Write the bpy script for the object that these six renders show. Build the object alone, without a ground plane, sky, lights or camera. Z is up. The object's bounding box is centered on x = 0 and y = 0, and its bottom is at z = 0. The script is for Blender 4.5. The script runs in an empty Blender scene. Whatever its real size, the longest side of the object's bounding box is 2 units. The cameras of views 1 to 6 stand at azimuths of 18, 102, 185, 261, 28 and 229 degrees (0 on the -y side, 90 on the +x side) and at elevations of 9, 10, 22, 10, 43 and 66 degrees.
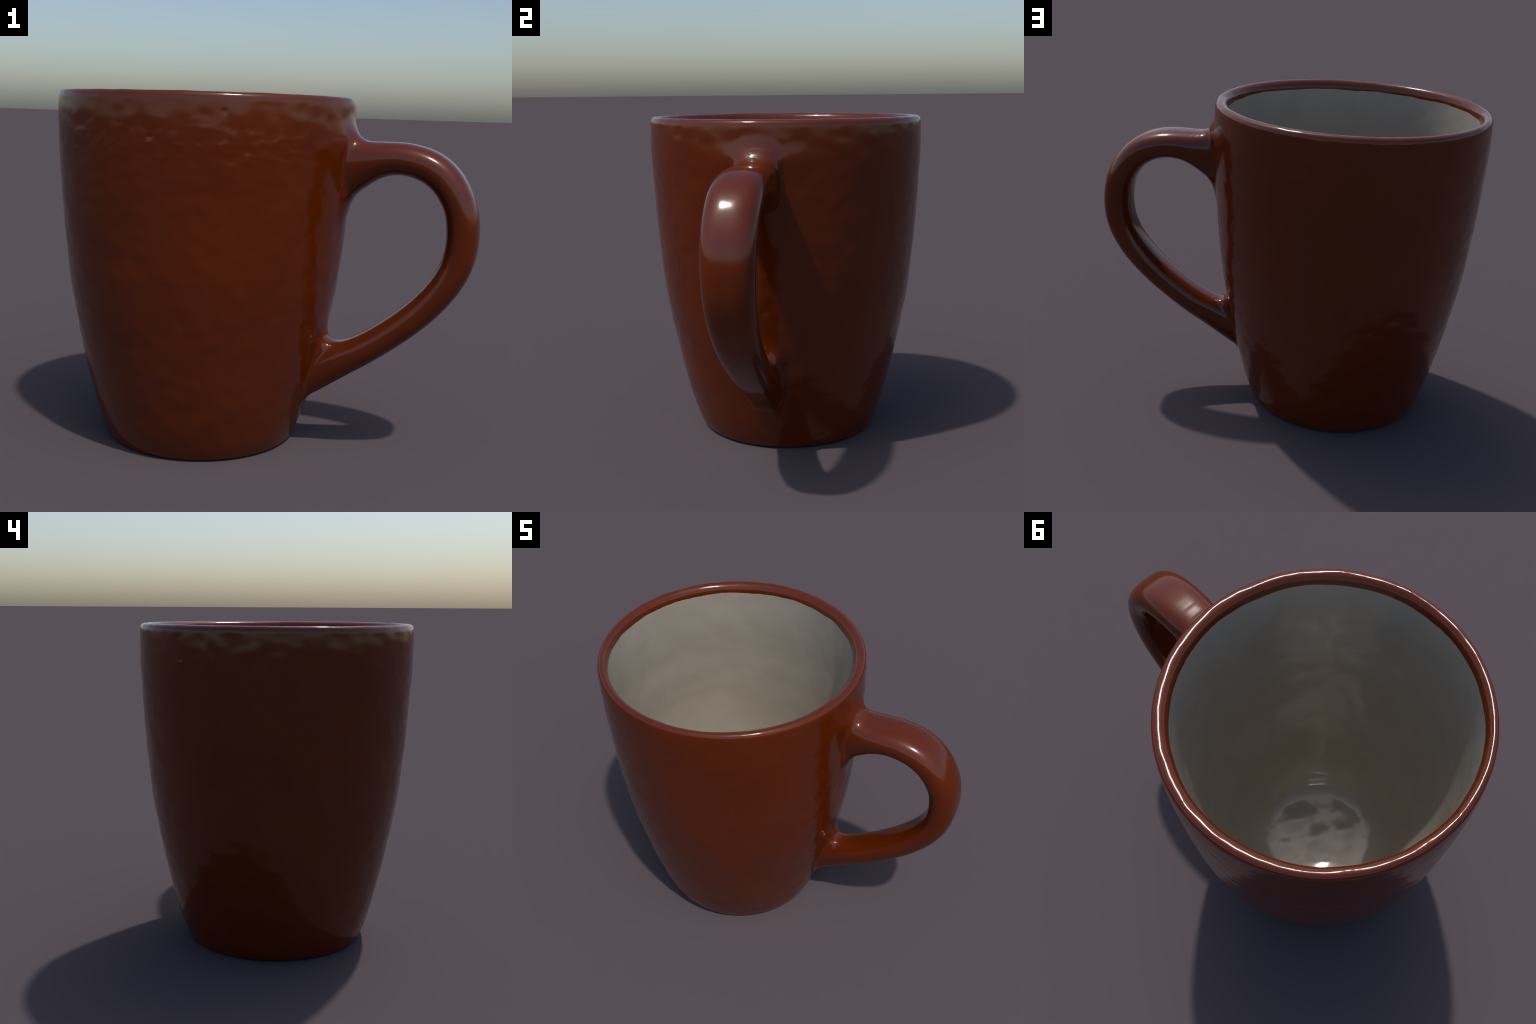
"""A glazed stoneware mug: red-brown outside and lip, cream-grey inside.

The whole mug is one skin: a turned wall (profile curve spun round an axis) and a
swept strap handle, melted together with a smooth union.  A voxel remesh gives the
skin its mesh; every vertex is then settled exactly on the blended surface, given a
hand-made unevenness, and the skin is divided into body, rim, lining, base, handle.
"""
import bpy, bmesh, math
import numpy as np

# ------------------------------------------------------------------ proportions
H = 1.657                       # height of the lip
AXIS = (-0.2975, 0.0006)        # where the turning axis stands
VOXEL = 0.0068

# outer wall: height -> radius
WALL_Z = np.array([0, .05, .10, .25, .40, .60, .80, 1.0, 1.2, 1.4, 1.6]) / 1.7 * H
WALL_Z = np.append(WALL_Z, H - 0.02)
WALL_R = np.array([.4603, .4815, .4992, .5405, .5754, .6153, .6482, .6691, .6847, .6959, .7020, .7002])
WALL = 0.0605                   # wall thickness
FLOOR_Z = 0.095                 # inside floor height

# handle: position along it, spine (x, z), half thickness, half width
ALONG = np.array([0, .045, .10, .143, .19, .29, .39, .49, .59, .69, .79, .87, .94, 1.0])
SPINE = np.array([(.36, 1.3478), (.4349, 1.3597), (.5412, 1.3822), (.6440, 1.3905), (.7578, 1.3640), (.8863, 1.2392), (.9250, 1.1186),
                  (.9121, .9362), (.8009, .7477), (.6453, .5997), (.5079, .4990), (.4350, .4565), (.3597, .4145), (.25, .3476)])
THICK = np.array([0.1660, 0.1225, 0.0822, 0.0722, 0.0730, 0.0716, 0.0716, 0.0706, 0.0691, 0.0687, 0.0716, 0.0771, 0.0844, 0.0916])
WIDE = np.array([.1060, .1090, .1165, .1190, .1195, .1182, .1160, .1106, .1050, .1008, .0970, .0913, .0870, .0830])
ROUND_A, ROUND_B = 2.1, 3.1    # section: (a ** ROUND_A + b ** ROUND_B = 1)
# reach of the fillet between handle and wall: over and under each root, and at the sides
MELT_TOP, MELT_TOP_UNDER, MELT_LOW, MELT_LOW_UNDER, MELT_SIDE = .095, .075, .11, .035, .022


def spline(zk, rk, z):
    """natural cubic spline"""
    n, h = len(zk), np.diff(zk)
    a, b = np.zeros((n, n)), np.zeros(n)
    a[0, 0] = a[-1, -1] = 1
    for i in range(1, n - 1):
        a[i, i - 1], a[i, i], a[i, i + 1] = h[i - 1], 2 * (h[i - 1] + h[i]), h[i]
        b[i] = 6 * ((rk[i + 1] - rk[i]) / h[i] - (rk[i] - rk[i - 1]) / h[i - 1])
    m = np.linalg.solve(a, b)
    i = np.clip(np.searchsorted(zk, z) - 1, 0, n - 2)
    p, q, w = zk[i + 1] - z, z - zk[i], h[i]
    return m[i] * p ** 3 / 6 / w + m[i + 1] * q ** 3 / 6 / w + (rk[i] / w - m[i] * w / 6) * p + (rk[i + 1] / w - m[i + 1] * w / 6) * q


# ------------------------------------------------------------------ turned profile
def corner(cx, cz, a, b, t0, t1, n):
    t = np.linspace(math.radians(t0), math.radians(t1), n)
    return np.stack([cx + a * np.cos(t), cz + b * np.sin(t)], 1)


def outer_r(z):
    return spline(WALL_Z, WALL_R, np.clip(z, 0, H - 0.02))


# lining radius: thicker wall towards the floor
LINE_Z = np.array([.10, .17, .27, .42, .62, .85, 1.10, 1.30])
LINE_R = np.array([.345, .386, .434, .480, .536, .580, .607, .622])


def inner_r(z):
    t = np.clip((z - 1.12) / .16, 0, 1)
    t = t * t * (3 - 2 * t)
    taper = np.clip((H - .05 - z) / .20, 0, 1)           # the mouth flares a little
    return t * (outer_r(z) - WALL - .009 * taper * (2 - taper)) + (1 - t) * spline(LINE_Z, LINE_R, np.minimum(z, 1.30))


def profile():
    foot = .024                                        # rounding of the bottom edge
    r_foot = float(outer_r(np.array([foot * .8]))[0])
    under = np.array([(0.0, .018), (.34, .018)])
    step = corner(.36, .009, .02, .009, 90, 0, 6) * [1, 1]
    ring = np.array([(.395, 0.0), (r_foot - foot, 0.0)])
    edge = corner(r_foot - foot, foot, foot, foot, -86, -14, 12)
    zo = np.linspace(foot + .012, H - .030, 150)
    wall = np.stack([outer_r(zo), zo], 1)
    r_lip = float(outer_r(np.array([H - .024]))[0])
    lip_out = corner(r_lip - .022, H - .025, .022, .025, 6, 90, 14)
    r_in = float(inner_r(np.array([H - .045]))[0])
    lip_in = corner(r_lip - .024, H - .045, r_lip - .024 - r_in, .045, 96, 172, 18)
    zi = np.linspace(H - .052, FLOOR_Z + .095, 150)
    lining = np.stack([inner_r(zi), zi], 1)
    (r1, z1), (r0, z0) = lining[-2:]
    foot_in = r0 - (r1 - r0) / (z1 - z0) * (z0 - FLOOR_Z)   # where the wall would meet the floor
    t = np.linspace(.03, 1, 26)[:, None]
    cove = (1 - t) ** 2 * [r0, z0] + 2 * t * (1 - t) * [foot_in, FLOOR_Z] + t * t * [foot_in - .085, FLOOR_Z - .004]
    floor = np.array([(.1, FLOOR_Z - .007), (0.0, FLOOR_Z - .008)])
    p = np.vstack([under, step, ring, edge, wall, lip_out, lip_in, lining, cove, floor])
    # even spacing
    s = np.concatenate([[0], np.cumsum(np.hypot(*np.diff(p, axis=0).T))])
    e = np.linspace(0, s[-1], 1400)
    q = np.stack([np.interp(e, s, p[:, 0]), np.interp(e, s, p[:, 1])], 1)
    for _ in range(14):                                # ease the kinks between the pieces
        q[1:-1] = .25 * q[:-2] + .5 * q[1:-1] + .25 * q[2:]
    return q


PROFILE = profile()
TAN = np.gradient(PROFILE, axis=0)
TAN /= np.linalg.norm(TAN, axis=1)[:, None]
CELL = 0.006
_gr, _gz = np.arange(-.03, 1.02, CELL), np.arange(-.06, H + .08, CELL)
_near = np.empty((len(_gr), len(_gz)), np.int32)
for _i, _r in enumerate(_gr):
    _near[_i] = ((_r - PROFILE[:, 0][None]) ** 2 + (_gz[:, None] - PROFILE[:, 1][None]) ** 2).argmin(1)


def axis_at(z):
    b = np.clip(1 - z / .7, 0, 1)
    return AXIS[0] - .0073 * b + .0018 * (z - 1), AXIS[1] - .0019 * b - .0018 * (z - 1)


def wall_field(p):
    """signed distance to the turned wall"""
    z = p[:, 2]
    ax, ay = axis_at(z)
    x, y = p[:, 0] - ax, p[:, 1] - ay
    r = np.hypot(x, y)
    k = np.clip((outer_r(z) - r) / .05, 0, 1) * np.clip((z - .3) / .6, 0, 1)
    r = np.hypot(x + .006 * k, y + .006 * k)           # the inside sits a touch off-centre
    i = _near[np.clip(np.rint((r - _gr[0]) / CELL).astype(int), 0, len(_gr) - 1),
              np.clip(np.rint((z - _gz[0]) / CELL).astype(int), 0, len(_gz) - 1)]
    best = np.full(len(p), 9.0)
    bi = i.copy()
    for o in range(-8, 9):
        j = np.clip(i + o, 0, len(PROFILE) - 1)
        d = (r - PROFILE[j, 0]) ** 2 + (z - PROFILE[j, 1]) ** 2
        m = d < best
        best[m], bi[m] = d[m], j[m]
    dx, dz = r - PROFILE[bi, 0], z - PROFILE[bi, 1]
    along = np.clip((dx * TAN[bi, 0] + dz * TAN[bi, 1]), -.004, .004)
    f = np.clip(bi + along / .0025, 0, len(PROFILE) - 1)
    i0 = np.minimum(f.astype(int), len(PROFILE) - 2)
    w = (f - i0)[:, None]
    c = PROFILE[i0] * (1 - w) + PROFILE[i0 + 1] * w
    t = TAN[i0] * (1 - w) + TAN[i0 + 1] * w
    return ((r - c[:, 0]) * t[:, 1] - (z - c[:, 1]) * t[:, 0]), i0


# ------------------------------------------------------------------ handle field
_u = np.linspace(0, 1, 420)
CURVE = np.stack([spline(ALONG, SPINE[:, 0], _u), spline(ALONG, SPINE[:, 1], _u)], 1)
CT, CW = spline(ALONG, THICK, _u), spline(ALONG, WIDE, _u)
# both ends run straight on into the wall
_e = np.arange(1, 51)[:, None] * .004
CURVE = np.vstack([(CURVE[0] - _e * (CURVE[1] - CURVE[0]) / np.linalg.norm(CURVE[1] - CURVE[0]))[::-1], CURVE,
                   CURVE[-1] + _e * (CURVE[-1] - CURVE[-2]) / np.linalg.norm(CURVE[-1] - CURVE[-2])])
CT, CW = np.pad(CT, 50, "edge"), np.pad(CW, 50, "edge")
CTAN = np.gradient(CURVE, axis=0)
CTAN /= np.linalg.norm(CTAN, axis=1)[:, None]


def handle_field(p):
    out, melt = np.empty(len(p)), np.empty(len(p))
    for s in range(0, len(p), 40000):
        q = p[s:s + 40000]
        i = ((q[:, 0:1] - CURVE[:, 0]) ** 2 + (q[:, 2:3] - CURVE[:, 1]) ** 2).argmin(1)
        dx, dz = q[:, 0] - CURVE[i, 0], q[:, 2] - CURVE[i, 1]
        n = dz * CTAN[i, 0] - dx * CTAN[i, 1]
        a, b = np.abs(n) / CT[i], np.abs(q[:, 1]) / CW[i]
        e = (a ** ROUND_A + b ** ROUND_B + 1e-12) ** (2 / (ROUND_A + ROUND_B))
        out[s:s + 40000] = (e - 1) * np.minimum(CT[i], CW[i])
        x = np.where((n > 0) & (i < len(CURVE) // 2), 2, 4)   # the top fillet runs on round the corners
        w = a ** x / (a ** x + b ** x + 1e-9)
        k = np.where(i < len(CURVE) // 2, np.where(n > 0, MELT_TOP, MELT_TOP_UNDER), np.where(n > 0, MELT_LOW_UNDER, MELT_LOW))
        melt[s:s + 40000] = w * k + (1 - w) * MELT_SIDE
    return out, melt


def mug_field(p):
    g, i = wall_field(p)
    near = (p[:, 0] > .0) & (np.abs(p[:, 1]) < .45)
    f, melt = np.full(len(p), 9.0), np.full(len(p), .05)
    if near.any():
        f[near], melt[near] = handle_field(p[near])
    # no handle inside the cup
    ax, ay = axis_at(p[:, 2])
    depth = outer_r(p[:, 2]) - np.hypot(p[:, 0] - ax, p[:, 1] - ay)
    f = np.where(depth > .03, 9.0, f)
    h = np.maximum(melt - np.abs(f - g), 0) / melt
    h *= np.clip(1 - (depth - .0) / .03, 0, 1)
    return np.minimum(f, g) - h * h * melt / 4, f - g, i


def gradient(p, f):
    e = 6e-4
    g = np.empty_like(p)
    for k in range(3):
        q = p.copy()
        q[:, k] += e
        g[:, k] = (mug_field(q)[0] - f) / e
    return g


# ------------------------------------------------------------------ rough skin, remeshed
def rough_skin():
    bm = bmesh.new()
    seg, rows = 220, PROFILE[::7]
    rings = []
    for r, z in rows:
        ax, ay = axis_at(z)
        if r < 1e-4:
            rings.append([bm.verts.new((ax, ay, z))])
        else:
            rings.append([bm.verts.new((ax + r * math.cos(a), ay + r * math.sin(a), z)) for a in np.arange(seg) * math.tau / seg])
    ends = []
    for k in (0, -1):                                   # close the two poles
        if len(rings[k]) > 1:
            ends.append(rings[k])
    for a, b in zip(rings, rings[1:]):
        for k in range(seg):
            l = (k + 1) % seg
            q = [a[k % len(a)], a[l % len(a)], b[l % len(b)], b[k % len(b)]]
            u = list(dict.fromkeys(q))
            if len(u) > 2:
                bm.faces.new(u)
    for ring in ends:
        bm.faces.new(ring)
    prev = None
    for i in range(22, len(CURVE) - 22, 6):             # strap, its ends kept within the wall thickness
        t = np.arange(24) * math.tau / 24
        c, s = np.cos(t), np.sin(t)
        n = np.sign(c) * np.abs(c) ** (2 / ROUND_A) * CT[i]
        b = np.sign(s) * np.abs(s) ** (2 / ROUND_B) * CW[i]
        rx, rz = CURVE[i, 0] - CTAN[i, 1] * n, CURVE[i, 1] + CTAN[i, 0] * n
        least = np.sqrt(np.maximum((outer_r(rz) - .045) ** 2 - b ** 2, 0)) + axis_at(rz)[0]
        rx = np.maximum(rx, least + i * 1e-6)
        ring = [bm.verts.new((rx[k], b[k], rz[k])) for k in range(24)]
        if prev:
            for k in range(24):
                bm.faces.new([prev[k], prev[(k + 1) % 24], ring[(k + 1) % 24], ring[k]])
        else:
            bm.faces.new(ring[::-1])
        prev = ring
    bm.faces.new(prev)
    bmesh.ops.recalc_face_normals(bm, faces=bm.faces)
    me = bpy.data.meshes.new("rough")
    bm.to_mesh(me)
    bm.free()
    return me


def remeshed(me, voxel):
    ob = bpy.data.objects.new("rough", me)
    bpy.context.scene.collection.objects.link(ob)
    rm = ob.modifiers.new("remesh", "REMESH")
    rm.mode, rm.voxel_size, rm.adaptivity = "VOXEL", voxel, 0.0
    graph = bpy.context.evaluated_depsgraph_get()
    skin = bpy.data.meshes.new_from_object(ob.evaluated_get(graph))
    bpy.data.objects.remove(ob)
    bpy.data.meshes.remove(me)
    return skin


def settle(p, most):
    f, _, _ = mug_field(p)
    g = gradient(p, f)
    d = f / np.maximum((g * g).sum(1), .25)
    return p - np.clip(d, -most, most)[:, None] * g


def settled(me, first, even, most):
    """bring the vertices onto the blended surface, then even the mesh out along it"""
    n = len(me.vertices)
    p = np.empty(n * 3, np.float32)
    me.vertices.foreach_get("co", p)
    p = p.reshape(-1, 3).astype(float)
    q = np.empty(len(me.loops), np.int32)
    me.loops.foreach_get("vertex_index", q)
    q = q.reshape(-1, 4)
    edge = np.concatenate([q[:, [0, 1]], q[:, [1, 2]], q[:, [2, 3]], q[:, [3, 0]]])
    deg = np.bincount(edge[:, 0], minlength=n).astype(float)
    for _ in range(first):
        p = settle(p, most)
    for _ in range(even):
        avg = np.stack([np.bincount(edge[:, 0], p[edge[:, 1], k], n) / deg for k in range(3)], 1)
        p = settle(.4 * p + .6 * avg, most)
    me.vertices.foreach_set("co", p.astype(np.float32).ravel())
    me.update()
    return p


skin = remeshed(rough_skin(), .016)
settled(skin, 3, 5, .015)
skin = remeshed(skin, VOXEL)
co = settled(skin, 1, 3, .008)
count = len(co)
f, who, idx = mug_field(co)
nor = gradient(co, f)
nor /= np.linalg.norm(nor, axis=1)[:, None] + 1e-9


# ------------------------------------------------------------------ hand-made unevenness
def lumps(p, scale, seed, stretch=1.0):
    """smooth gradient noise, roughly -0.5 .. 0.5"""
    rng = np.random.default_rng(seed)
    perm = np.tile(rng.permutation(256), 3)
    dirs = rng.normal(size=(256, 3))
    dirs /= np.linalg.norm(dirs, axis=1)[:, None]
    q = p * np.array([scale, scale, scale * stretch]) + rng.uniform(0, 50, 3) + 60
    c = np.floor(q).astype(int)
    t = q - c
    c &= 255
    w = t * t * t * (t * (t * 6 - 15) + 10)
    out = np.zeros(len(p))
    for x in (0, 1):
        for y in (0, 1):
            for z in (0, 1):
                h = perm[perm[perm[c[:, 0] + x] + c[:, 1] + y] + c[:, 2] + z]
                d = ((t - (x, y, z)) * dirs[h]).sum(1)
                out += d * (w[:, 0] if x else 1 - w[:, 0]) * (w[:, 1] if y else 1 - w[:, 1]) * (w[:, 2] if z else 1 - w[:, 2])
    return out


ax, ay = axis_at(co[:, 2])
rad = np.hypot(co[:, 0] - ax, co[:, 1] - ay)
inside = (rad < outer_r(co[:, 2]) - .03) & (co[:, 2] > .06)
zz = co[:, 2]
big = lumps(co, 6.0, 1, 1.2)
mid = lumps(co, 13.0, 2, 1.25)
small = lumps(co, 25.0, 3, 1.6)
collar = np.clip((zz - 1.28) / .10, 0, 1)               # lumpier band under the lip
lip = np.clip((zz - (H - .03)) / .012, 0, 1)
on_handle = np.clip((.02 - who) / .05, 0, 1)
amp_out = .0016 * big + .0013 * mid + (1 - .75 * collar) * (.0007 * small + .0029 * lumps(co, 11.0, 8, 1.25))
amp_out += collar * (1 - .4 * np.clip((zz - 1.53) / .05, 0, 1)) * (.0012 * lumps(co, 9.5, 5, 1.5) + .0006 * mid)
front = np.clip((-.25 - co[:, 1]) / .2, 0, 1)
amp_out += front * np.exp(-((zz - 1.42) / .08) ** 2) * (.0016 * lumps(co, 12.0, 9, 1.5) + .0016 * small)
amp_out += lip * .0008 * lumps(co, 22.0, 6)
# the wall swells a little where the handle was pressed on
east = co[:, 0] > .1
amp_out += east * .0068 * np.exp(-(co[:, 1] / .21) ** 4 - ((zz - 1.475) / .055) ** 2)
amp_in = .0036 * lumps(co, 5.5, 11, .75) + .0018 * lumps(co, 11.0, 12, .8) + .0007 * lumps(co, 20.0, 15)
bowl = np.clip((.36 - rad) / .05, 0, 1) * (inside & (zz < FLOOR_Z + .10))
amp_in = amp_in * (1 - bowl) + bowl * (.0040 * big + .0060 * lumps(co, 9.0, 4) + .0007 * lumps(co, 22.0, 14) + .0004 * np.cos(rad * 42))
amp = np.where(inside, amp_in, amp_out)
amp *= 1 - .85 * on_handle
amp *= np.clip(zz / .03, 0, 1)
for x, y, z, wide, deep in ((-.282, -.700, 1.467, .0085, .0045), (.015, -.628, 1.578, .009, .0015), (.27, -.41, 1.20, .006, .002),
                            (-.75, .53, 1.50, .008, .003), (-.10, .68, .62, .007, .0025)):   # pinholes in the glaze
    amp -= deep * np.exp(-((co - (x, y, z)) ** 2).sum(1) / wide ** 2)
co += nor * amp[:, None]
# exact stance: lowest point on the ground, longest side 2 m
co[:, 2] -= co[:, 2].min()
lo, hi = co[:, 0].min(), co[:, 0].max()
print("skin", count, "x", lo, hi, "y", co[:, 1].min(), co[:, 1].max(), "z", co[:, 2].max())
co[:, 0] = (co[:, 0] - (lo + hi) / 2) * 2.0 / (hi - lo)
skin.vertices.foreach_set("co", co.astype(np.float32).ravel())
skin.update()
vnor = np.empty(count * 3, np.float32)
skin.vertex_normals.foreach_get("vector", vnor)
vnor = vnor.reshape(-1, 3)


# ------------------------------------------------------------------ materials
def nodes_of(name):
    m = bpy.data.materials.new(name)
    m.use_nodes = True
    t = m.node_tree
    return m, t, t.nodes["Principled BSDF"]


def new(t, kind, **kw):
    n = t.nodes.new(kind)
    for k, v in kw.items():
        setattr(n, k, v)
    return n


BROWN_A, BROWN_B = (.096, .0138, .0007, 1), (.107, .0158, .0009, 1)
CREAM_A, CREAM_B = (.322, .283, .226, 1), (.352, .312, .252, 1)
ROUGH = .15


def mottle(t, a, b, scale):
    tc = new(t, "ShaderNodeTexCoord")
    nz = new(t, "ShaderNodeTexNoise")
    nz.inputs["Scale"].default_value, nz.inputs["Detail"].default_value = scale, 4
    ramp = new(t, "ShaderNodeValToRGB")
    ramp.color_ramp.elements[0].position, ramp.color_ramp.elements[0].color = .35, a
    ramp.color_ramp.elements[1].position, ramp.color_ramp.elements[1].color = .68, b
    t.links.new(tc.outputs["Object"], nz.inputs["Vector"])
    t.links.new(nz.outputs["Fac"], ramp.inputs["Fac"])
    return ramp.outputs["Color"]


def glaze(name, a, b, scale=4.0):
    m, t, s = nodes_of(name)
    s.inputs["Roughness"].default_value = ROUGH
    t.links.new(mottle(t, a, b, scale), s.inputs["Base Color"])
    return m


def rim_glaze():
    """brown over the lip, ending in an uneven line a little way down the inside"""
    m, t, s = nodes_of("rim_glaze")
    s.inputs["Roughness"].default_value = ROUGH
    tc, sep = new(t, "ShaderNodeTexCoord"), new(t, "ShaderNodeSeparateXYZ")
    t.links.new(tc.outputs["Object"], sep.inputs[0])

    def math_node(op, x, y):
        n = new(t, "ShaderNodeMath", operation=op)
        for k, v in enumerate((x, y)):
            if isinstance(v, (int, float)):
                n.inputs[k].default_value = v
            else:
                t.links.new(v, n.inputs[k])
        return n.outputs[0]
    dx = math_node("SUBTRACT", sep.outputs[0], AXIS[0] - .004)
    dy = math_node("SUBTRACT", sep.outputs[1], AXIS[1] - .004)
    r = math_node("SQRT", math_node("ADD", math_node("MULTIPLY", dx, dx), math_node("MULTIPLY", dy, dy)), 0)
    nz = new(t, "ShaderNodeTexNoise")
    nz.inputs["Scale"].default_value, nz.inputs["Detail"].default_value = 7.0, 5
    t.links.new(tc.outputs["Object"], nz.inputs["Vector"])
    wob = math_node("MULTIPLY", math_node("SUBTRACT", nz.outputs["Fac"], .5), .022)
    line = math_node("ADD", wob, H - .051)
    below = math_node("LESS_THAN", sep.outputs[2], line)
    within = math_node("LESS_THAN", r, .672)
    mask = math_node("MULTIPLY", below, within)
    mix = new(t, "ShaderNodeMix", data_type="RGBA")
    t.links.new(mask, mix.inputs[0])
    t.links.new(mottle(t, BROWN_A, BROWN_B, 4), mix.inputs[6])
    t.links.new(mottle(t, CREAM_A, CREAM_B, 4), mix.inputs[7])
    t.links.new(mix.outputs[2], s.inputs["Base Color"])
    return m


MAT = {
    "body": glaze("brown_glaze", BROWN_A, BROWN_B),
    "handle": None,
    "base": None,
    "lining": glaze("cream_glaze", CREAM_A, CREAM_B),
    "rim": rim_glaze(),
}
MAT["handle"] = MAT["base"] = MAT["body"]

# ------------------------------------------------------------------ divide the skin into parts
nf = len(skin.polygons)
start = np.empty(nf, np.int32)
skin.polygons.foreach_get("loop_start", start)
total = np.empty(nf, np.int32)
skin.polygons.foreach_get("loop_total", total)
loops = np.empty(len(skin.loops), np.int32)
skin.loops.foreach_get("vertex_index", loops)
assert (total == 4).all()
quads = loops.reshape(-1, 4)
fc = co[quads].mean(1)
f_in = inside[quads].all(1)
f_handle = (who[quads].mean(1) < 0) & ~f_in
f_rim = (fc[:, 2] > H - .075) & ~f_handle
f_base = (fc[:, 2] < .0125) & ~f_in
f_low = (fc[:, 2] < .03) & (np.hypot(fc[:, 0] - AXIS[0], fc[:, 1]) < .42) & ~f_in
f_base |= f_low

part = np.zeros(nf, np.int8)                              # 0 body
part[f_in] = 1
part[f_rim] = 2
part[f_handle] = 3
part[f_base] = 4

mug = bpy.data.objects.new("coffee_mug", None)
mug.empty_display_size = .2
mug["label"] = "glossy red-brown glazed ceramic mug with cream interior"
mug["category"] = "mug"
bpy.context.scene.collection.objects.link(mug)

for k, name in enumerate(("body", "lining", "rim", "handle", "base")):
    q = quads[part == k]
    used, flat = np.unique(q.ravel(), return_inverse=True)
    me = bpy.data.meshes.new(name)
    me.from_pydata(co[used].tolist(), [], flat.reshape(-1, 4).tolist())
    me.polygons.foreach_set("use_smooth", np.ones(len(q), bool))
    me.update()
    me.normals_split_custom_set_from_vertices(vnor[used].tolist())
    me.materials.append(MAT[name])
    ob = bpy.data.objects.new(name, me)
    bpy.context.scene.collection.objects.link(ob)
    ob.parent = mug
bpy.data.meshes.remove(skin)
